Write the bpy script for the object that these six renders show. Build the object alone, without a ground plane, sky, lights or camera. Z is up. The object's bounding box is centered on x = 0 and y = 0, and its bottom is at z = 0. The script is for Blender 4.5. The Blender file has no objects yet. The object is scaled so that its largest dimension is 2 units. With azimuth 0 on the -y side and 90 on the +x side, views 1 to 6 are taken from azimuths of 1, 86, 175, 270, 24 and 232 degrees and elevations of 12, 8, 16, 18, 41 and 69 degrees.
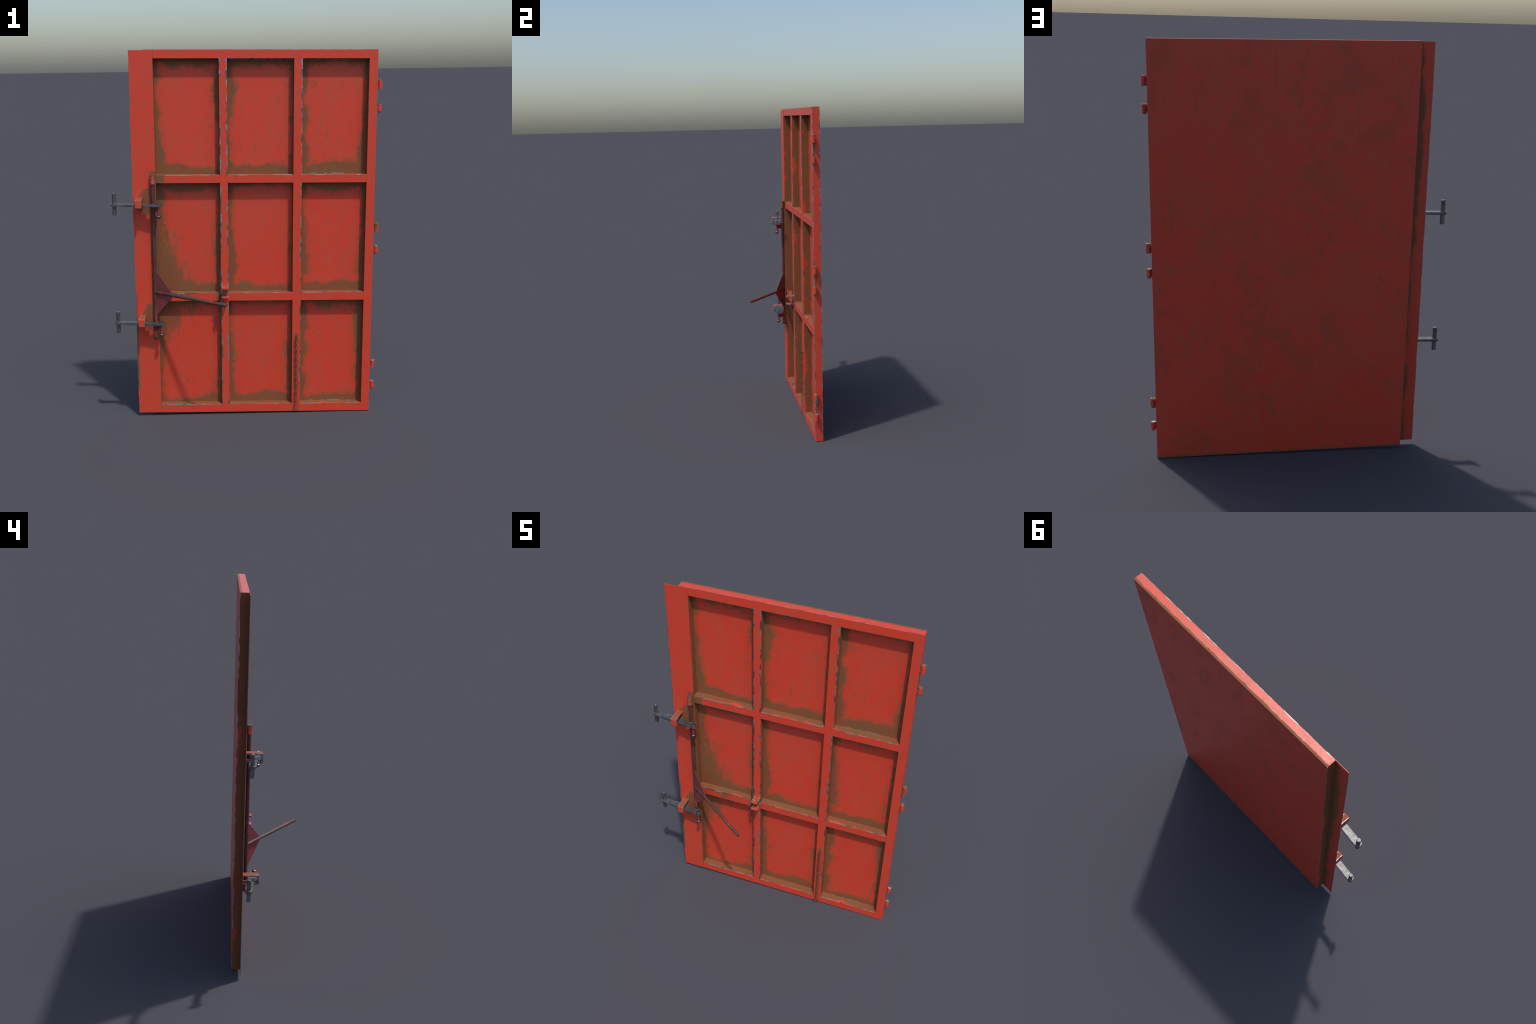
"""Heavy red steel door leaf: a welded frame of square bars on a sheet, with a cover
plate, three hinges, a lever-operated latch rod with two latch bars, a lever catch and
two rusty chains.  Everything is built in the door's own coordinates (x = 0 at the hinge
edge and negative towards the latch, y = 0 on the front of the frame and positive to the
back, z up from the lower edge) and hung under one Empty that is turned a little."""
import bpy, bmesh, math, random
from mathutils import Vector, Matrix

random.seed(11)
V = Vector

# ------------------------------------------------------------------ main sizes
H = 1.9853            # height of the leaf
XB = -1.2164          # latch-side face of the leaf
T = 0.0464            # overall depth
FLOOR = 0.0446        # depth of the panel floor behind the frame front
OPEN_X = [(-1.1665, -0.8260), (-0.7842, -0.4356), (-0.3904, -0.0446)]
OPEN_Z = [(0.0466, 0.6470), (0.6920, 1.2945), (1.3380, 1.9396)]
PLATE_X = (-1.2920, -1.1672)
PLATE_Z = (0.0025, 1.9815)
ROD_X, ROD_Y = -1.1812, -0.0168
BAR_Z = [1.1842, 1.1842 - 0.648]

# ------------------------------------------------------------------ node expressions
class Ex:
    """Tiny expression builder: arithmetic on node sockets."""
    def __init__(s, tree, sock): s.t, s.s = tree, sock
    def _m(s, op, *a, clamp=False):
        n = s.t.nodes.new('ShaderNodeMath'); n.operation = op; n.use_clamp = clamp
        for i, v in enumerate((s,) + a):
            if isinstance(v, Ex): s.t.links.new(v.s, n.inputs[i])
            else: n.inputs[i].default_value = v
        return Ex(s.t, n.outputs[0])
    def __add__(s, o): return s._m('ADD', o)
    __radd__ = __add__
    def __sub__(s, o): return s._m('SUBTRACT', o)
    def __rsub__(s, o): return (s * -1.0) + o
    def __mul__(s, o): return s._m('MULTIPLY', o)
    __rmul__ = __mul__
    def __truediv__(s, o): return s._m('DIVIDE', o)
    def abs(s): return s._m('ABSOLUTE')
    def min(s, o): return s._m('MINIMUM', o)
    def max(s, o): return s._m('MAXIMUM', o)
    def lt(s, o): return s._m('LESS_THAN', o)
    def gt(s, o): return s._m('GREATER_THAN', o)
    def clamp(s): return s._m('ADD', 0.0, clamp=True)
    def inv(s): return (1.0 - s)
    def smooth(s, a, b):
        """0 at a, 1 at b (a may be larger than b)."""
        n = s.t.nodes.new('ShaderNodeMapRange'); n.interpolation_type = 'SMOOTHSTEP'
        rev = a > b
        lo, hi = (b, a) if rev else (a, b)
        s.t.links.new(s.s, n.inputs[0])
        n.inputs[1].default_value = lo; n.inputs[2].default_value = hi
        n.inputs[3].default_value = 1.0 if rev else 0.0
        n.inputs[4].default_value = 0.0 if rev else 1.0
        return Ex(s.t, n.outputs[0])

class Mat:
    def __init__(s, name):
        s.m = bpy.data.materials.new(name); s.m.use_nodes = True
        s.t = s.m.node_tree
        s.bsdf = s.t.nodes['Principled BSDF']
        tc = s.t.nodes.new('ShaderNodeTexCoord'); s.co = tc.outputs['Object']
        sp = s.t.nodes.new('ShaderNodeSeparateXYZ'); s.t.links.new(s.co, sp.inputs[0])
        s.x, s.y, s.z = (Ex(s.t, sp.outputs[i]) for i in range(3))
    def vec(s, sc=(1, 1, 1), off=(0, 0, 0), rot=(0, 0, 0)):
        mp = s.t.nodes.new('ShaderNodeMapping')
        mp.inputs['Scale'].default_value = sc; mp.inputs['Location'].default_value = off
        mp.inputs['Rotation'].default_value = rot
        s.t.links.new(s.co, mp.inputs['Vector']); return mp.outputs[0]
    def noise(s, scale, detail=4, rough=0.55, sc=(1, 1, 1), off=(0, 0, 0), rot=(0, 0, 0), dist=0.0):
        n = s.t.nodes.new('ShaderNodeTexNoise')
        n.inputs['Scale'].default_value = scale; n.inputs['Detail'].default_value = detail
        n.inputs['Roughness'].default_value = rough; n.inputs['Distortion'].default_value = dist
        s.t.links.new(s.vec(sc, off, rot), n.inputs['Vector'])
        return Ex(s.t, n.outputs['Fac'])
    def spots(s, scale, lo, hi, off=(0, 0, 0), sc=(1, 1, 1)):
        n = s.t.nodes.new('ShaderNodeTexVoronoi'); n.inputs['Scale'].default_value = scale
        s.t.links.new(s.vec(sc, off), n.inputs['Vector'])
        return Ex(s.t, n.outputs['Distance']).smooth(hi, lo)
    def col(s, c):
        n = s.t.nodes.new('ShaderNodeRGB'); n.outputs[0].default_value = (*c, 1); return n.outputs[0]
    def mix(s, a, b, f):
        n = s.t.nodes.new('ShaderNodeMix'); n.data_type = 'RGBA'
        a = s.col(a) if isinstance(a, tuple) else a
        b = s.col(b) if isinstance(b, tuple) else b
        s.t.links.new(f.s, n.inputs['Factor']); s.t.links.new(a, n.inputs['A']); s.t.links.new(b, n.inputs['B'])
        return n.outputs['Result']
    def out(s, color, rough, metal=None, bump=None, spec=0.5):
        L = s.t.links
        L.new(color, s.bsdf.inputs['Base Color']) if not isinstance(color, tuple) else setattr(s.bsdf.inputs['Base Color'], 'default_value', (*color, 1))
        for key, v in (('Roughness', rough), ('Metallic', metal)):
            if isinstance(v, Ex): L.new(v.s, s.bsdf.inputs[key])
            elif v is not None: s.bsdf.inputs[key].default_value = v
        if isinstance(spec, Ex): L.new(spec.s, s.bsdf.inputs['Specular IOR Level'])
        else: s.bsdf.inputs['Specular IOR Level'].default_value = spec
        if bump:
            b = s.t.nodes.new('ShaderNodeBump'); b.inputs['Strength'].default_value = bump[1]
            b.inputs['Distance'].default_value = bump[2]
            L.new(bump[0].s, b.inputs['Height']); L.new(b.outputs[0], s.bsdf.inputs['Normal'])
        return s.m

# colours (linear)
RED = (0.660, 0.055, 0.027)
RED_DULL = (0.43, 0.098, 0.052)
BROWN = (0.220, 0.094, 0.041)
BROWN_RED = (0.240, 0.085, 0.037)
OLIVE = (0.158, 0.091, 0.037)
STEEL = (0.42, 0.42, 0.45)
STEEL_DARK = (0.10, 0.11, 0.13)

def from_edge(c, edges, side):
    """distance from the nearest edge on one side; huge on the other side of it"""
    r = None
    for e in edges:
        d = (c - e) if side > 0 else (c * -1.0 + e)
        d = d.max(d * -1000.0)
        r = d if r is None else r.min(d)
    return r

def near(c, edges):
    r = None
    for e in edges:
        d = (c - e).abs(); r = d if r is None else r.min(d)
    return r

def box_mask(m, x0, x1, z0, z1, soft=0.02):
    return (m.x.smooth(x0 - soft, x0 + soft) * m.x.smooth(x1 + soft, x1 - soft)
            * m.z.smooth(z0 - soft, z0 + soft) * m.z.smooth(z1 + soft, z1 - soft))

def red_coat(m, dull=0.5, vertical=0.5):
    """painted red with worn dull blotches, streaks and specks"""
    blotch = m.noise(6, 10, 0.66, sc=(1, 1, vertical), dist=0.5).smooth(0.45, 0.60)
    mid = m.noise(24, 7, 0.68, off=(6, 3, 1), sc=(1, 1, vertical)).smooth(0.47, 0.60)
    fine = m.noise(70, 5, 0.7, off=(3, 1, 2)).smooth(0.45, 0.62)
    dullm = ((blotch * 0.50 + mid * 0.40) * (0.45 + fine * 0.55) + mid * fine * 0.25).clamp() * dull
    dots = m.noise(85, 2, 0.5, off=(9, 2, 4)).smooth(0.655, 0.70)
    fleck = m.noise(48, 3, 0.5, off=(2, 5, 4)).smooth(0.70, 0.74) * m.noise(5, 2, off=(1, 7, 3)).smooth(0.44, 0.60)
    c = m.mix(RED, RED_DULL, dullm)
    c = m.mix(c, BROWN, dots * 0.38)
    c = m.mix(c, OLIVE, fleck * 0.75)
    return c, dullm

def grime_tint(m):
    c = m.mix(BROWN, BROWN_RED, m.noise(5.5, 3, 0.5, off=(5, 5, 0)).smooth(0.36, 0.56))
    return m.mix(c, OLIVE, m.noise(9, 4, 0.6, off=(0, 8, 2)).smooth(0.55, 0.72) * 0.5)

def finish(m, color, dullm, grime, metal, metal_dark, bump_h, rough=0.40):
    color = m.mix(color, grime_tint(m), grime)
    steel = m.mix(STEEL, STEEL_DARK, metal_dark)
    color = m.mix(color, steel, metal)
    r = (m.noise(22, 6, 0.65, off=(4, 4, 9)) * 0.22 + (rough - 0.11)) + grime * 0.22 + dullm * 0.10
    return m.out(color, r.clamp(), metal * 0.75, (bump_h, 0.25, 0.0012), spec=(0.5 - grime * 0.30))

# ---- panel floor (front of the sheet, seen through the nine openings)
def mat_floor():
    m = Mat('floor_paint')
    c, dm = red_coat(m, 0.62, 0.4)
    dl = from_edge(m.x, [a for a, b in OPEN_X], +1); dr = from_edge(m.x, [b for a, b in OPEN_X], -1)
    db = from_edge(m.z, [a for a, b in OPEN_Z], +1); dt = from_edge(m.z, [b for a, b in OPEN_Z], -1)
    wob = (m.noise(11, 7, 0.64, dist=0.4) - 0.5) * 0.105
    big = (m.noise(2.4, 2, 0.5, off=(2, 0, 6)) - 0.5) * 0.13
    rag = (m.noise(55, 4, 0.7, off=(1, 1, 8), sc=(1, 1, 0.5)) - 0.5) * 0.03
    w = wob + rag + big
    # nearest of the four dirty borders and the lower corners: solid core, thin ragged halo
    D = (dl - 0.026).min(dr - 0.016).min(db - 0.036).min(dt - 0.026)
    D = D.min((dl + db) * 0.7 - 0.052).min((dr + db) * 0.7 - 0.040) + w
    tex = m.noise(60, 6, 0.75, off=(4, 2, 2), sc=(1, 1, 0.45))
    g = D.smooth(0.007, -0.005).max((dl.min(dr).min(db).min(dt) + rag - 0.006).smooth(0.003, -0.002) * 0.85)
    g = g.max((D + (tex - 0.5) * 0.10).smooth(0.026, 0.000) * 0.60)
    # oily area behind the lever pivot: brown corner with comb-like strokes
    u = (m.x + 1.1665) * 1.0; v = (m.z - 0.692)
    stroke = m.noise(34, 5, 0.65, sc=(1.0, 1.0, 0.28), rot=(0, 0.75, 0), off=(2, 0, 1))
    oil = ((u * 0.95 + v * 0.52) + (stroke - 0.5) * 0.26 + (m.noise(60, 5, 0.7) - 0.5) * 0.10 + (m.noise(6, 3) - 0.5) * 0.10).smooth(0.265, 0.165)
    oil = oil * m.x.lt(-0.82) * m.z.gt(0.67) * m.z.lt(1.32)
    v2 = (m.z * -1.0 + 0.647)
    oil2 = ((u * 0.75 + v2 * 0.75) + (stroke - 0.5) * 0.42).smooth(0.21, 0.12) * m.x.lt(-0.82) * m.z.lt(0.66)
    g = g.max(oil).max(oil2 * 0.85)
    # brushed brown strokes and blots
    scr = m.noise(26, 3, 0.5, sc=(1, 1, 0.16), off=(7, 0, 0)).smooth(0.63, 0.70) * m.noise(4, 2, off=(3, 3, 3)).smooth(0.46, 0.6)
    blot = m.noise(10, 7, 0.66, off=(0, 4, 5)).smooth(0.61, 0.70)
    g = g.max(scr * 0.40).max(blot * 0.6)
    zero = m.x * 0.0
    weld = (near(m.z, [OPEN_Z[2][0], OPEN_Z[0][0]]) - 0.004).lt(0.0) * m.noise(30, 3, off=(1, 0, 0), sc=(1, 1, 0)).gt(0.53) * m.x.gt(-0.39)
    weld2 = (near(m.z, [OPEN_Z[2][1]]) - 0.006).lt(0.0) * m.noise(24, 3, off=(6, 0, 0), sc=(1, 1, 0)).gt(0.47) * m.x.gt(-0.80)
    return finish(m, c, dm, g, weld.max(weld2), zero + 0.2, m.noise(120, 3, 0.6) * 0.4 + g * 0.3)

# ---- frame bars
def mat_frame():
    m = Mat('frame_paint')
    c, dm = red_coat(m, 0.55, 0.7)
    front = m.y.lt(0.0011)
    hingeside = m.x.gt(-0.0006); latchside = m.x.lt(XB + 0.0006)
    top = m.z.gt(H - 0.0006); bottom = m.z.lt(0.0006)
    outer = hingeside.max(latchside).max(top).max(bottom).max(front)
    inner = outer.inv()
    # inner walls: brown, with red left in places near the front lip
    lip = (m.y + (m.noise(7, 5, 0.6, off=(1, 3, 3)) - 0.5) * 0.15 + (m.noise(55, 5, 0.7, off=(3, 3, 0)) - 0.5) * 0.055)
    g_in = inner * lip.smooth(-0.007, 0.004)
    # latch side: brown with red remnants
    g_l = latchside * (m.noise(6, 6, 0.62, sc=(1, 1, 0.45), off=(0, 2, 7)) + m.y * 2.2).smooth(0.69, 0.61)
    # top: brown strip along the back edge
    g_t = top * (m.y + (m.noise(26, 5, 0.6) - 0.5) * 0.016).smooth(0.0335, 0.0375)
    # hinge side: bare brown next to each hinge
    hz = None
    for a, b in ((1.66, 1.83), (0.903, 1.075), (0.13, 0.30)):
        q = m.z.smooth(a - 0.004, a + 0.012) * m.z.smooth(b + 0.004, b - 0.012)
        hz = q if hz is None else hz.max(q)
    g_h = hingeside * hz * (m.y + (m.noise(20, 4) - 0.5) * 0.02).smooth(0.023, 0.016)
    g_top_patch = hingeside * m.noise(8, 6, 0.6, off=(5, 0, 1)).smooth(0.62, 0.70)
    # front stains near the rod's upper bearing and beside the catch; brown patch between its lugs
    st = box_mask(m, -1.19, -1.120, 1.28, 1.345, 0.006) * front
    st2 = (box_mask(m, -0.850, -0.815, 0.63, 0.70, 0.005)).max(box_mask(m, -0.830, -0.780, 0.684, 0.720, 0.004) * 0.85).max(box_mask(m, -0.424, -0.402, 0.400, 0.456, 0.006)).max(box_mask(m, -0.424, -0.402, 0.02, 0.42, 0.008) * m.noise(30, 4, sc=(1, 1, 0.4)).smooth(0.42, 0.62) * 0.55) * front
    st3 = box_mask(m, -1.19, -0.99, 0.64, 0.70, 0.03) * front * m.noise(14, 5, 0.6).smooth(0.45, 0.52)
    seam = (m.x + 1.1660).abs().lt(0.0013) * front
    blot = m.noise(13, 5, 0.6, off=(2, 9, 5)).smooth(0.67, 0.72) * front * 0.8
    g = g_in.max(g_l).max(g_t).max(g_h).max(g_top_patch * 0.7).max(st).max(st2).max(st3).max(seam * 0.85).max(blot)
    # bare metal on the edges: chips whose width follows a noise along the bar
    chipx = m.noise(6, 5, 0.6, sc=(1, 0.02, 0.02), off=(0, 0.7, 0))
    rag = (m.noise(70, 2, 0.5) - 0.5) * 0.004
    def run(scale, ox, lo, hi, width):
        """chip width along z: long runs cut up by scallops"""
        a = m.noise(scale, 2, 0.5, sc=(1, 0, 1), off=(ox, 0, 0)).smooth(lo, hi)
        b = m.noise(scale * 7, 3, 0.6, sc=(1, 0, 1), off=(ox, 3, 0)).smooth(0.36, 0.56)
        return (a * b) * width
    m1 = near(m.x, [OPEN_X[0][1], OPEN_X[1][0]]); m2 = near(m.x, [OPEN_X[2][0]])
    nocross = None
    for za, zb in ((zs_ - 0.0, ze_ + 0.0) for zs_, ze_ in OPEN_Z):
        q = m.z.gt(za - 0.003) * m.z.lt(zb + 0.003)
        nocross = q if nocross is None else nocross.max(q)
    incell = None
    for xa, xb in OPEN_X:
        q = m.x.gt(xa) * m.x.lt(xb)
        incell = q if incell is None else incell.max(q)
    hot = (m.z - 0.735).abs().smooth(0.13, 0.03) * 0.0065
    w1 = (m1 + rag - run(3.2, 0.4, 0.34, 0.52, 0.0078).max(hot)).lt(0.0) * nocross * front
    w2 = (m2 + rag - run(3.8, 6.1, 0.38, 0.54, 0.0078)).lt(0.0) * nocross * front
    lips = near(m.z, [OPEN_Z[2][0], OPEN_Z[1][0], OPEN_Z[0][0]])
    wr = (lips + rag * 0.4 - chipx.smooth(0.46, 0.60) * 0.0040).lt(0.0) * incell * m.y.lt(0.005)
    wt = (near(m.z, [OPEN_Z[2][1]]) - m.noise(15, 3, sc=(1, 0, 0), off=(6, 0, 0)).smooth(0.45, 0.6) * 0.003).lt(0.0) * m.x.gt(-0.78) * m.x.lt(-0.436) * front
    wr = wr.max(wt)
    # outer edges
    wtop = (m.y + rag * 0.4 - m.noise(12, 4, off=(1, 1, 1), sc=(1, 0, 0)).smooth(0.42, 0.60) * 0.0022).lt(0.0005) * top
    wh = (m.y - 0.0006 + rag * 0.4).lt(m.noise(9, 4, sc=(0, 0, 1)).smooth(0.40, 0.55) * 0.0045) * hingeside * m.y.gt(0.0)
    scal = m.noise(30, 2, 0.5, sc=(0, 0, 1), off=(3, 3, 3)).smooth(0.42, 0.60) * 0.0060
    whb = (m.y * -1.0 + FLOOR + 0.0016).lt(scal) * hingeside
    wl = (m.y * -1.0 + FLOOR + 0.0012).lt(m.noise(5, 3, sc=(0, 0, 1), off=(5, 5, 0)).smooth(0.42, 0.55) * 0.0045) * latchside
    metal = w1.max(w2).max(wr).max(wtop).max(wh).max(whb).max(wl)
    dark = m.noise(18, 3, 0.5, off=(6, 1, 2)).smooth(0.46, 0.58) * 0.85
    return finish(m, c, dm, g * metal.inv(), metal, dark, m.noise(120, 3, 0.6) * 0.4 - metal * 0.5)

# ---- back of the sheet
def mat_back():
    m = Mat('back_paint')
    c, dm = red_coat(m, 0.55, 0.6)
    rub = (m.noise(6.5, 11, 0.70, off=(3, 0, 3), sc=(1, 1, 0.7)).smooth(0.52, 0.60) * (m.noise(90, 5, 0.72, off=(0, 0, 4), sc=(1, 1, 0.6)).smooth(0.36, 0.56) * 0.6 + 0.4)).max(m.noise(3, 4, 0.6, off=(1, 0, 9)).smooth(0.54, 0.64) * m.noise(40, 6, 0.72, off=(7, 0, 4), rot=(0, 0.7, 0), sc=(1, 1, 0.3)).smooth(0.50, 0.60) * 0.45)
    streak = m.noise(20, 4, 0.6, sc=(1, 1, 0.07), off=(2, 2, 2)).smooth(0.60, 0.70)
    diag = m.noise(24, 3, 0.5, sc=(1, 1, 0.06), rot=(0, 0.35, 0), off=(8, 2, 0)).smooth(0.66, 0.72)
    spot = m.noise(34, 2, 0.5, off=(5, 2, 7)).smooth(0.74, 0.78)
    g = (rub * 0.33).max(streak * 0.16).max(diag * 0.30).max(spot * 0.8)
    edge = (m.z + (m.noise(20, 4) - 0.5) * 0.03).smooth(0.012, 0.004)
    g = g.max(edge * 0.9)
    return finish(m, c, dm, g, m.x * 0.0, m.x * 0.0, m.noise(9, 5, 0.6, sc=(1, 1, 0.4)) * 0.6 + m.noise(140, 2) * 0.2, rough=0.38)

# ---- cover plate along the latch side
def mat_plate():
    m = Mat('plate_paint')
    c, dm = red_coat(m, 0.55, 0.7)
    wob = (m.noise(12, 6, 0.6) - 0.5)
    stains = None
    for zc in BAR_Z:
        # brown halo round each guide and behind the rod
        q = ((m.x + 1.215).abs() * 0.85 + (m.z - zc - 0.012).abs() * 0.72 + wob * 0.10).smooth(0.070, 0.050)
        q = q * m.z.smooth(zc - 0.070, zc - 0.045).max(m.x.gt(-1.21) * m.z.gt(zc - 0.07))
        stains = q if stains is None else stains.max(q)
    rodz = m.z.gt(0.43) * m.z.lt(1.36)
    beh = ((m.x + 1.181) .abs() + wob * 0.025).smooth(0.024, 0.014) * rodz
    low = (m.x + 1.292 + wob * 0.03).smooth(0.013, 0.006) * (m.z + wob * 0.2).smooth(0.74, 0.66) * m.z.gt(0.14)
    blot = m.noise(12, 5, 0.6, off=(2, 1, 5)).smooth(0.66, 0.71) * 0.6
    back = m.y.gt(-0.0004)
    crease = back * (m.x * -1.0 + XB - 0.028 + (m.noise(7, 7, 0.68, sc=(1, 1, 0.55)) - 0.5) * 0.15).smooth(0.014, -0.006)
    g = (stains.max(beh).max(low).max(blot) * back.inv()).max(crease)
    wear = (m.x + 1.2920 + (m.noise(60, 2) - 0.5) * 0.002).lt(m.noise(10, 4, sc=(0, 0, 1), off=(1, 3, 2)).smooth(0.42, 0.58) * 0.0030)
    scratch = ((m.x + 1.183 + (m.z - 1.98) * -0.10).abs().lt(0.0009)) * m.z.gt(1.80) * back.inv()
    return finish(m, c, dm, g.max(scratch * 0.6), wear, m.x * 0.0 + 0.75, m.noise(120, 3, 0.6) * 0.4)

# ---- small painted iron (hinges, collars, guides, catch)
def mat_small(name, kind):
    m = Mat(name)
    oi = m.t.nodes.new('ShaderNodeObjectInfo'); rnd = Ex(m.t, oi.outputs['Random'])
    cx = m.t.nodes.new('ShaderNodeCombineXYZ')
    for i, k in enumerate((7.3, 3.1, 5.7)): m.t.links.new((rnd * k).s, cx.inputs[i])
    va = m.t.nodes.new('ShaderNodeVectorMath'); m.t.links.new(m.co, va.inputs[0]); m.t.links.new(cx.outputs[0], va.inputs[1])
    plain = (m.x, m.y, m.z)
    m.co = va.outputs[0]                       # every repeat gets its own stains
    c, dm = red_coat(m, 0.5, 1.0)
    zero = m.x * 0.0
    if kind == 'hinge':
        g = m.noise(38, 4, 0.6, sc=(1, 1, 0.45), off=(0, 2, 1)).smooth(0.56, 0.60)
        chip = m.noise(46, 4, 0.6, off=(1, 0, 4), sc=(1, 1, 0.4)).smooth(0.57, 0.60)
        lid = plain[2].gt(0.0440)
        g = g.max(lid * m.noise(60, 2, off=(3, 3, 3)).gt(0.42)); chip = chip.max(lid * m.noise(70, 2).gt(0.55))
    elif kind == 'guide':
        front = plain[1].lt(-0.0842)
        edge = ((plain[0] - 0.017).abs() * -1.0 + 0.017 + (m.noise(50, 3) - 0.5) * 0.006)
        side = edge.lt(0.0012)
        g = (front.max(side)).inv() * (edge + (m.noise(40, 4, off=(2, 2, 2)) - 0.5) * 0.020).smooth(0.004, 0.007)
        chip = (edge.lt(0.0030) * m.noise(40, 3, off=(7, 0, 2)).gt(0.46)).max(side * m.noise(50, 3).gt(0.40))
        chip = chip.max((plain[2] - 0.0350).abs().lt(0.0022) * front * m.noise(12, 1).gt(0.5))
    elif kind == 'collar':
        g = (plain[0] - 0.0055 + (m.noise(60, 3) - 0.5) * 0.003).smooth(-0.001, 0.001).max((plain[1]).smooth(0.002, 0.006))
        chip = ((plain[0] - 0.0045 + (m.noise(80, 3, off=(1, 0, 2)) - 0.5) * 0.004).abs().lt(0.0018)) * plain[1].lt(0.0)
        chip = chip.max((plain[0] + 0.0115).abs().lt(0.0018) * plain[1].lt(0.0) * m.noise(60, 2).gt(0.45))
    else:
        g = m.noise(34, 4, 0.6, off=(0, 2, 1)).smooth(0.50, 0.54)
        rim = (plain[0] + 0.8029).abs() + (m.noise(70, 3) - 0.5) * 0.010
        chip = (rim.smooth(0.0150, 0.0165)).max(m.noise(44, 4, 0.6, off=(1, 0, 4)).smooth(0.60, 0.63)) * plain[1].gt(-0.0526)
    return finish(m, c, dm, g, chip, m.noise(45, 2).smooth(0.45, 0.55) * 0.7, m.noise(120, 3) * 0.5)

def mat_rod():
    m = Mat('rusty_red_iron')
    n = m.noise(16, 7, 0.65, sc=(1, 1, 0.35)); n2 = m.noise(55, 6, 0.68, off=(2, 2, 2))
    c = m.mix((0.088, 0.042, 0.028), (0.098, 0.026, 0.023), n.smooth(0.42, 0.60))
    c = m.mix(c, (0.30, 0.042, 0.042), m.noise(9, 6, 0.62, off=(4, 0, 1), sc=(1, 1, 0.5)).smooth(0.56, 0.62) * 0.9)
    grey = n2.smooth(0.60, 0.68)
    c = m.mix(c, (0.135, 0.130, 0.135), grey)
    return m.out(c, n2 * 0.3 + 0.36, grey * 0.4, (n2, 0.35, 0.002))

def mat_gusset():
    m = Mat('dark_red_plate')
    n = m.noise(14, 6, 0.6)
    c = m.mix((0.270, 0.048, 0.050), (0.190, 0.038, 0.040), n.smooth(0.42, 0.62))
    k = m.noise(38, 4, 0.6, off=(3, 1, 1)).smooth(0.63, 0.69)
    c = m.mix(c, (0.10, 0.085, 0.09), k)
    return m.out(c, n * 0.25 + 0.34, k * 0.4, (n, 0.25, 0.002))

def mat_iron():
    m = Mat('bare_forged_iron')
    n = m.noise(30, 7, 0.7); n2 = m.noise(90, 4, 0.6, off=(1, 1, 1))
    c = m.mix((0.120, 0.120, 0.122), (0.215, 0.213, 0.215), n.smooth(0.38, 0.66))
    c = m.mix(c, (0.105, 0.085, 0.075), m.noise(18, 4, off=(5, 1, 0)).smooth(0.56, 0.70) * 0.6)
    return m.out(c, n * 0.25 + 0.30, 0.65, (n + n2 * 0.4, 0.55, 0.004))

def mat_bolt():
    m = Mat('worn_bolt_steel')
    n = m.noise(60, 4, 0.6)
    return m.out(m.mix((0.13, 0.13, 0.135), (0.24, 0.24, 0.245), n.smooth(0.4, 0.6)), n * 0.2 + 0.2, 0.95, (n, 0.3, 0.001))

def mat_rust():
    m = Mat('chain_rust')
    n = m.noise(70, 5, 0.65)
    c = m.mix((0.070, 0.036, 0.024), (0.165, 0.088, 0.055), n.smooth(0.40, 0.64))
    return m.out(c, n * 0.2 + 0.55, 0.15, (n, 0.6, 0.002))

def mat_cap():
    m = Mat('brown_cap')
    n = m.noise(60, 4, 0.6)
    return m.out(m.mix((0.150, 0.070, 0.048), (0.105, 0.050, 0.036), n.smooth(0.4, 0.6)), 0.55, 0.1, (n, 0.3, 0.001))

FLOORP, FRAME, BACK, PLATE = mat_floor(), mat_frame(), mat_back(), mat_plate()
HINGE = mat_small('hinge_paint', 'hinge')
GUIDE = mat_small('guide_paint', 'guide')
COLLAR = mat_small('collar_paint', 'collar')
CATCH = mat_small('catch_paint', 'catch')
ROD, GUSSET, IRON, BOLT, RUST, CAP = mat_rod(), mat_gusset(), mat_iron(), mat_bolt(), mat_rust(), mat_cap()

# ------------------------------------------------------------------ object helpers
root = bpy.data.objects.new('steel_door', None)
bpy.context.scene.collection.objects.link(root)
root['label'] = 'weathered red steel door with nine panels and lever latch'
root['category'] = 'door'
TILT = Matrix.Rotation(math.radians(2.6707), 4, 'Z') @ Matrix.Rotation(math.radians(0.6885), 4, 'Y')
root.matrix_world = Matrix.Translation((0.6740, 0.1467, 0.0)) @ TILT

def add(name, mesh, mat, parent=None, loc=None, rot=None):
    o = bpy.data.objects.new(name, mesh)
    bpy.context.scene.collection.objects.link(o)
    o.parent = parent or root
    if loc is not None: o.location = loc
    if rot is not None: o.rotation_euler = rot
    for mm in (mat if isinstance(mat, (list, tuple)) else [mat]):
        if mm.name not in [k.name for k in mesh.materials]: mesh.materials.append(mm)
    return o

def to_mesh(bm, name, smooth_angle=None):
    bmesh.ops.recalc_face_normals(bm, faces=bm.faces)
    me = bpy.data.meshes.new(name); bm.to_mesh(me); bm.free()
    if smooth_angle:
        for p in me.polygons: p.use_smooth = True
        me.set_sharp_from_angle(angle=math.radians(smooth_angle))
    return me

def box_bm(x0, x1, y0, y1, z0, z1):
    bm = bmesh.new(); bmesh.ops.create_cube(bm, size=1)
    for v in bm.verts:
        v.co = V((x0 + (v.co.x + .5) * (x1 - x0), y0 + (v.co.y + .5) * (y1 - y0), z0 + (v.co.z + .5) * (z1 - z0)))
    return bm

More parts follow.
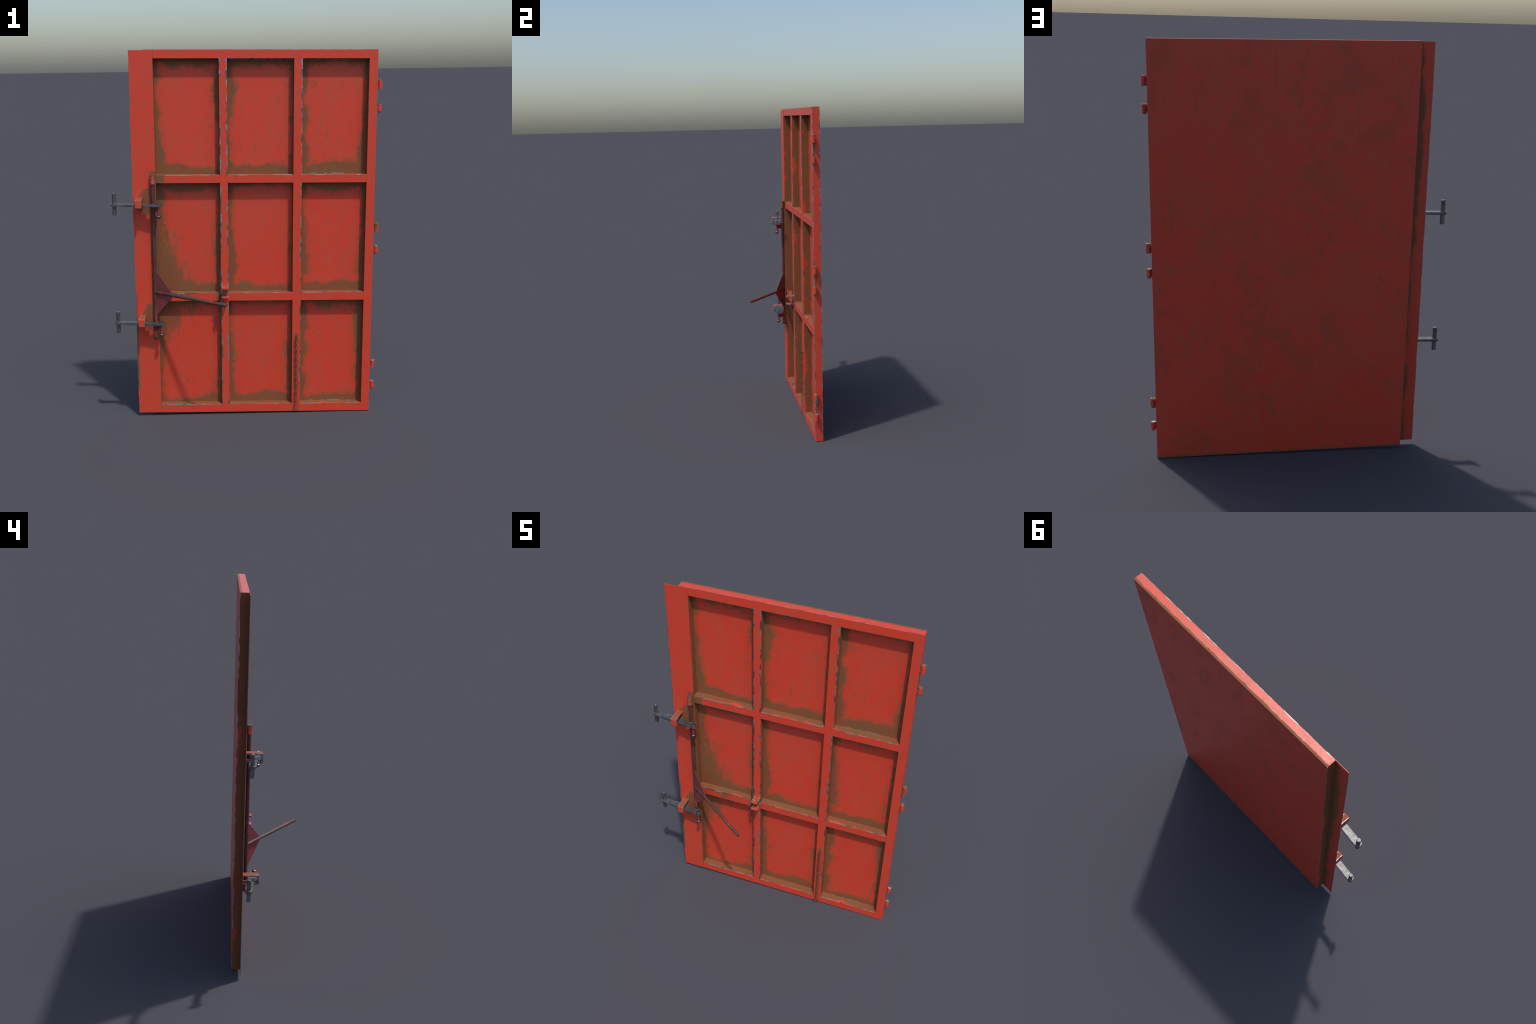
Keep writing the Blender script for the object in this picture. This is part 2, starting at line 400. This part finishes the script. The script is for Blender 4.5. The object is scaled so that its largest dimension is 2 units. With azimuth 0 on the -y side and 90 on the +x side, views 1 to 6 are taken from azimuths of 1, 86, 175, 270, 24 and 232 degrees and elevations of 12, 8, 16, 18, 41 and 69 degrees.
def bar(name, x0, x1, z0, z1, axis, mat=FRAME, ch=0.0009):
    """frame bar with its two long front edges chamfered"""
    bm = box_bm(x0, x1, 0.0, FLOOR, z0, z1)
    ed = [e for e in bm.edges if all(abs(v.co.y) < 1e-6 for v in e.verts)
          and abs((e.verts[0].co - e.verts[1].co)[axis]) > 1e-4]
    bmesh.ops.bevel(bm, geom=ed, offset=ch, segments=2, affect='EDGES', profile=0.5)
    return add(name, to_mesh(bm, name), mat)

def prism(outline, axis_pts, bevel=0.0, seg=2):
    """extrude a closed planar outline (list of Vectors) by a vector, bevel all sharp edges"""
    bm = bmesh.new()
    f = bm.faces.new([bm.verts.new(p) for p in outline])
    r = bmesh.ops.extrude_face_region(bm, geom=[f])
    for v in r['geom']:
        if isinstance(v, bmesh.types.BMVert): v.co += axis_pts
    bmesh.ops.recalc_face_normals(bm, faces=bm.faces)
    if bevel:
        ed = [e for e in bm.edges if e.is_manifold and e.calc_face_angle(0) > 0.6]
        bmesh.ops.bevel(bm, geom=ed, offset=bevel, segments=seg, affect='EDGES', profile=0.5)
    return bm

def lathe(profile, n=28):
    """profile of (r, z) revolved round z"""
    bm = bmesh.new(); rings = []
    for r, z in profile:
        rings.append([bm.verts.new((r * math.cos(2 * math.pi * i / n), r * math.sin(2 * math.pi * i / n), z)) for i in range(n)])
    for a, b in zip(rings, rings[1:]):
        for i in range(n): bm.faces.new((a[i], a[(i + 1) % n], b[(i + 1) % n], b[i]))
    bm.faces.new(rings[0][::-1]); bm.faces.new(rings[-1])
    return bm

def cyl_profile(r, z0, z1, ch=0.0008):
    return [(r - ch, z0), (r, z0 + ch), (r, z1 - ch), (r - ch, z1)]

def tube(path, r, closed=False, n=10):
    bm = bmesh.new(); rings = []; L = len(path)
    ref = None
    for i, p in enumerate(path):
        a = path[(i - 1) % L] if (closed or i) else p
        b = path[(i + 1) % L] if (closed or i < L - 1) else p
        t = (b - a).normalized()
        if ref is None: ref = t.orthogonal().normalized()
        u = (ref - t * ref.dot(t)).normalized(); ref = u; w = t.cross(u)
        rings.append([bm.verts.new(p + (u * math.cos(2 * math.pi * k / n) + w * math.sin(2 * math.pi * k / n)) * r) for k in range(n)])
    for i in range(L if closed else L - 1):
        a, b = rings[i], rings[(i + 1) % L]
        for k in range(n): bm.faces.new((a[k], a[(k + 1) % n], b[(k + 1) % n], b[k]))
    if not closed:
        bm.faces.new(rings[0][::-1]); bm.faces.new(rings[-1])
    return bm

# ------------------------------------------------------------------ the leaf
# sheet: nine floors on its front, one plain back
bm = box_bm(XB, 0.0, FLOOR, T, 0.0, H)
sheet = to_mesh(bm, 'back_sheet')
sheet.materials.append(BACK); sheet.materials.append(FLOORP); sheet.materials.append(FRAME)
for p in sheet.polygons:
    p.material_index = 1 if p.normal.y < -0.5 else (0 if p.normal.y > 0.5 else 2)
o = bpy.data.objects.new('back_sheet', sheet); bpy.context.scene.collection.objects.link(o); o.parent = root

xs, zs = OPEN_X, OPEN_Z
bar('rail', XB, 0.0, zs[2][1], H, 0)
bar('rail', XB, 0.0, 0.0, zs[0][0], 0)
bar('stile', XB, xs[0][0], zs[0][0], zs[2][1], 2)
bar('stile', xs[2][1], 0.0, zs[0][0], zs[2][1], 2)
bar('mullion', xs[0][1], xs[1][0], zs[0][0], zs[2][1], 2)
bar('mullion', xs[1][1], xs[2][0], zs[0][0], zs[2][1], 2)
for k in (0, 1):
    for a, b in xs:
        bar('crossbar', a, b, zs[k][1], zs[k + 1][0], 0)

# cover plate with a slightly nicked free edge
rng = random.Random(5)
left, nick, z = [], 0.0, PLATE_Z[0]
while z < PLATE_Z[1] - 0.012:
    z += rng.uniform(0.008, 0.035)
    if z >= PLATE_Z[1] - 0.004: break
    left.append(V((PLATE_X[0] + nick, -0.0019, z)))
    if rng.random() < 0.35:
        nick = rng.choice([0.0, 0.0, 0.0006, 0.0012, 0.0018])
        left.append(V((PLATE_X[0] + nick, -0.0019, z + 0.003)))
left = [V((PLATE_X[0], -0.0019, PLATE_Z[0]))] + [p for p in left if p.z < PLATE_Z[1] - 0.002] + [V((PLATE_X[0] + 0.0008, -0.0019, PLATE_Z[1]))]
outl = left + [V((PLATE_X[1], -0.0019, PLATE_Z[1])), V((PLATE_X[1], -0.0019, PLATE_Z[0]))]
add('cover_plate', to_mesh(prism(outl, V((0, 0.0022, 0))), 'cover_plate'), PLATE)

# ------------------------------------------------------------------ hinges
HX, HY, HR = 0.0147, 0.0048, 0.0114
def hinge_mesh(h, upper):
    if upper:
        pr = [(HR - .001, 0), (HR, .001), (HR, h - .0095), (HR - .0012, h - .0088), (HR - .0012, h - .0072),
              (HR, h - .0066), (HR + .0002, h - .001), (HR - .001, h), (0.0022, h), (0.0022, h + .005), (0.001, h + .0065)]
    else:
        pr = [(0.0062, 0), (0.0078, .0012), (0.0080, .0062), (HR - .001, .0064), (HR, .0074), (HR, h - .001), (HR - .001, h)]
    return to_mesh(lathe(pr), 'hinge_knuckle', 40)
for lo, hi, up in ((1.7831, 1.8285, True), (1.0260, 1.0735, True), (0.2513, 0.2992, True),
                   (1.6600, 1.7048, False), (0.9034, 0.9515, False), (0.1293, 0.1764, False)):
    k = add('hinge_knuckle', hinge_mesh(hi - lo, up), HINGE, loc=(HX, HY, lo))
    z0 = 0.002 if up else 0.008
    bmt = box_bm(-HX - 0.0004, -HX + 0.008, -0.0035, 0.0040, z0, hi - lo - (0.010 if up else 0.002))
    add('hinge_leaf', to_mesh(bmt, 'hinge_leaf'), HINGE, parent=k)

# ------------------------------------------------------------------ latch rod
RZ0, RZ1 = 0.450, 1.336
rod = add('latch_rod', to_mesh(lathe(cyl_profile(0.0101, 0, RZ1 - RZ0)), 'latch_rod', 40), ROD, loc=(ROD_X, ROD_Y, RZ0))
for z0, z1, top in ((1.2925, 1.3352, True), (0.4530, 0.4885, False)):
    c = add('rod_collar', to_mesh(lathe(cyl_profile(0.0146, 0, z1 - z0, 0.0006), 36), 'rod_collar', 40), COLLAR, loc=(ROD_X, ROD_Y, z0))
    cz = (z1 - z0, z1 - z0 + 0.0062) if top else (-0.0062, 0.0)
    add('rod_cap', to_mesh(lathe(cyl_profile(0.0152, cz[0], cz[1], 0.0012), 36), 'rod_cap', 40), CAP, parent=c)

# ------------------------------------------------------------------ latch bars, guides, bolts
A = V((-1.3858, -0.0295, 0)); Bp = V((-1.1400, -0.0562, 0))
ax = (Bp - A).normalized(); nv = V((ax.y, -ax.x, 0))          # nv points to the front (-y)
hw = 0.0186
def on_bar(s, t): return A + ax * s + nv * t
Lb = (Bp - A).length
rod_s = (V((ROD_X, 0, 0)) - V((A.x, 0, 0))).dot(ax) * 1.0
def bar_outline():
    pts = [on_bar(hw * -math.cos(a), hw * math.sin(a)) for a in [math.radians(d) for d in range(90, -91, -15)]]
    pts = [on_bar(-hw * math.cos(math.radians(d)), hw * math.sin(math.radians(d))) for d in range(-90, 91, 15)]
    # front edge from left end to right end
    pts += [on_bar(Lb * 0.5, hw), on_bar(Lb - 0.002, hw + 0.001), on_bar(Lb + 0.005, hw - 0.004), on_bar(Lb + 0.006, -hw + 0.006), on_bar(Lb + 0.001, -hw)]
    # rounded notch in the rear edge left of the rod
    ns, nr = rod_s - 0.010, 0.0135
    pts += [on_bar(ns + 0.026, -hw), on_bar(ns + 0.018, -hw + 0.003)]
    pts += [on_bar(ns + nr * math.cos(math.radians(d)), -hw - 0.001 + nr * 0.85 * math.sin(math.radians(d))) for d in range(30, 181, 25)]
    pts += [on_bar(ns - nr - 0.002, -hw)]
    return pts
def latch_bar_mesh():
    o2 = [V((p.x, p.y, -0.0068)) for p in bar_outline()]
    return to_mesh(prism(o2, V((0, 0, 0.0136)), 0.0014, 2), 'latch_bar')
bar_me = latch_bar_mesh()
pin_me = to_mesh(lathe(cyl_profile(0.0109, -0.0550, 0.0640, 0.0016), 24), 'cross_pin', 40)
head_me = to_mesh(lathe([(0.0124, 0.0066), (0.0126, 0.0076), (0.0126, 0.0092), (0.0104, 0.0098), (0.0103, 0.0118), (0.0094, 0.0136), (0.0072, 0.0150), (0.0040, 0.0158), (0.0010, 0.0160)], 24), 'bolt_head', 30)
nut_me = to_mesh(lathe([(0.0085, -0.0655), (0.0120, -0.0640), (0.0130, -0.0615), (0.0128, -0.0580), (0.0112, -0.0552), (0.0085, -0.0535), (0.0066, -0.0530)], 20), 'bolt_nut', 40)
tip_me = to_mesh(lathe([(0.0045, -0.0712), (0.0058, -0.0702), (0.0058, -0.0645)], 16), 'bolt_tip', 40)
shank_me = to_mesh(lathe(cyl_profile(0.0064, -0.0540, -0.0060, 0.0004), 18), 'bolt_shank', 40)
BX, BY = -1.1500, -0.0632

def guide_mesh():
    """square U of flat iron standing on the plate, open towards the door, width along x"""
    yo, zt, zb, th, r = -0.0852, 0.0362, -0.0160, 0.0095, 0.0085
    def arc(cy, cz, rad, d0, d1): return [V((0, cy + rad * math.cos(math.radians(d)), cz + rad * math.sin(math.radians(d)))) for d in range(d0, d1 + 1, 15)]
    y_in = -0.0012
    outer = [V((0, y_in, zt))] + arc(yo + r, zt - r, r, 90, 180) + arc(yo + r, zb + r, r, 180, 270) + [V((0, y_in, zb))]
    ri = 0.003
    inner = [V((0, y_in, zb + th))] + arc(yo + th + ri, zb + th + ri, ri, 180, 270)[::-1] + arc(yo + th + ri, zt - th - ri, ri, 90, 180)[::-1] + [V((0, y_in, zt - th))]
    bm = prism(outer + inner, V((0.0340, 0, 0)), 0.0009, 1)
    return to_mesh(bm, 'guide_bracket')
guide_me = guide_mesh()

for i, zc in enumerate(BAR_Z):
    lb = add('latch_bar', bar_me, IRON, loc=(0, 0, zc))
    add('cross_pin', pin_me, IRON, parent=lb, loc=(A.x, A.y, 0.0))
    add('guide_bracket', guide_me, GUIDE, loc=(-1.2705, 0, zc))
    add('bolt_head', head_me, BOLT, parent=lb, loc=(BX, BY, 0), rot=(0, 0, 0.3))
    add('bolt_nut', nut_me, BOLT, parent=lb, loc=(BX, BY, 0), rot=(0, 0, 0.15))
    add('bolt_tip', tip_me, BOLT, parent=lb, loc=(BX, BY, 0))
    add('bolt_shank', shank_me, GUSSET, parent=lb, loc=(BX, BY, 0))
    # ear that ties the rod to the bolt
    a = V((ROD_X, ROD_Y, 0)); b = V((BX, BY, 0)); d = (b - a).normalized(); n = V((-d.y, d.x, 0)) * 0.0032
    ear = prism([a + n + V((0, 0, -0.036)), b + n + V((0, 0, -0.036)), b - n + V((0, 0, -0.036)), a - n + V((0, 0, -0.036))], V((0, 0, 0.0285)), 0.0006, 1)
    add('rod_ear', to_mesh(ear, 'rod_ear'), GUSSET, loc=(0, 0, zc))

# ------------------------------------------------------------------ lever and its gusset
L0 = V((ROD_X, ROD_Y, 0.7042)); L1 = V((-0.7975, -0.2962, 0.7028))
ld = (L1 - L0).normalized(); up = V((0, 0, 1)); side = ld.cross(up).normalized()
hd = V((ld.x, ld.y, 0)).normalized()
def gp(s, z): return V((ROD_X, ROD_Y, 0)) + hd * s + up * z
th = 0.0046
outl = [gp(0.004, 0.828), gp(0.1180, 0.7150), gp(0.1210, 0.7020), gp(0.1180, 0.6890), gp(0.004, 0.570)]
outl = [p - side * th * 0.5 for p in outl]
gme = to_mesh(prism(outl, side * th, 0.0007, 1), 'lever_gusset')
go = add('lever_gusset', gme, [GUSSET, ROD])
for p in gme.polygons:
    p.material_index = 0 if abs(p.normal.dot(side)) > 0.95 else 1
ln = (L1 - L0).length
bm = lathe([(0.0088, 0.002), (0.0095, 0.004), (0.0096, ln * .5), (0.0097, ln - 0.003), (0.0090, ln - 0.0008), (0.0075, ln)], 24)
lv = add('lever_handle', to_mesh(bm, 'lever_handle', 45), ROD, loc=L0)
lv.rotation_euler = ld.to_track_quat('Z', 'Y').to_euler()

# catch: two lugs standing out from the first mullion
for z1 in (0.7312, 0.6804):
    bm = box_bm(-0.8224, -0.7834, -0.0532, 0.0003, z1 - 0.0076, z1)
    ed = [e for e in bm.edges if min(v.co.y for v in e.verts) < -0.05]
    bmesh.ops.bevel(bm, geom=ed, offset=0.0012, segments=2, affect='EDGES')
    add('catch_lug', to_mesh(bm, 'catch_lug'), CATCH)

# ------------------------------------------------------------------ chains
def link_path(l, w, r):
    """stadium centre line in the x-z plane, outer size l (z) by w (x)"""
    ro = w / 2 - r; hz = l / 2 - r - ro
    return ([V((ro * math.cos(math.radians(d)), 0, hz + ro * math.sin(math.radians(d)))) for d in range(0, 181, 20)]
            + [V((ro * math.cos(math.radians(d)), 0, -hz + ro * math.sin(math.radians(d)))) for d in range(180, 361, 20)])
link_me = to_mesh(tube(link_path(0.0252, 0.0150, 0.0017), 0.0017, True, 8), 'chain_link', 60)
ring_me = to_mesh(tube([V((0.0132 * math.cos(2 * math.pi * i / 36), 0, 0.0132 * math.sin(2 * math.pi * i / 36))) for i in range(36)], 0.0017, True, 8), 'chain_ring', 60)
ch = bpy.data.objects.new('door_chain', None); bpy.context.scene.collection.objects.link(ch); ch.parent = root
ch.location = (-0.4125, -0.0125, 0.0)
rng = random.Random(3)
for i in range(20):
    z = 0.4339 - 0.0200 * i
    k = add('chain_link', link_me, RUST, parent=ch, loc=(0.0016 * i / 20 + rng.uniform(-.0006, .0006), -0.003 * (i / 20) + rng.uniform(-.0005, .0005), z))
    k.rotation_euler = (0, rng.uniform(-.05, .05), (math.pi / 2 if i % 2 == 0 else 0) + rng.uniform(-.16, .16))
add('chain_ring', ring_me, RUST, parent=ch, loc=(0.0008, -0.0020, 0.0268))
staple = tube([V((0, 0.0140, 0.4436)), V((0, 0.004, 0.4436)), V((0, -0.002, 0.4428)), V((0, -0.004, 0.4400)), V((0, -0.002, 0.4372)), V((0, 0.002, 0.4366))], 0.0019, False, 8)
add('chain_staple', to_mesh(staple, 'chain_staple', 60), RUST, parent=ch)

# short chain with a locking pin beside the catch
pc = bpy.data.objects.new('pin_chain', None); bpy.context.scene.collection.objects.link(pc); pc.parent = root
pc.location = (-0.8322, -0.0040, 0.0)
small_me = to_mesh(tube(link_path(0.0158, 0.0092, 0.0014), 0.0014, True, 7), 'small_chain_link', 60)
for i in range(15):
    t = i / 14.0
    k = add('small_chain_link', small_me, RUST, parent=pc, loc=(0.0034 * (1 - t) ** 1.5 + rng.uniform(-.0005, .0005), 0.004 - 0.009 * t, 0.8155 - 0.0118 * i))
    k.rotation_euler = (rng.uniform(-.1, .1), rng.uniform(-.12, .12), (0.9 if i % 2 else 0.9 + math.pi / 2) + rng.uniform(-.2, .2))
ring2 = to_mesh(tube([V((0, 0.0082 * math.cos(2 * math.pi * i / 28), 0.0082 * math.sin(2 * math.pi * i / 28))) for i in range(28)], 0.0015, True, 8), 'pin_ring', 60)
add('pin_ring', ring2, RUST, parent=pc, loc=(0, -0.0055, 0.6385), rot=(0, 0, 0.35))
pinp = [V((-0.0035, -0.0060, 0.6330)), V((-0.0040, -0.0066, 0.615)), V((-0.0032, -0.0066, 0.595)), V((-0.0018, -0.0064, 0.575)), V((-0.0004, -0.0062, 0.559))]
add('locking_pin', to_mesh(tube(pinp, 0.0022, False, 10), 'locking_pin', 60), RUST, parent=pc)
eye = tube([V((0.0080, 0.006, 0.8225)), V((0.0035, 0.005, 0.8235)), V((0.0005, 0.004, 0.8215)), V((0.0012, 0.004, 0.8185))], 0.0015, False, 8)
add('chain_staple', to_mesh(eye, 'chain_staple', 60), RUST, parent=pc)
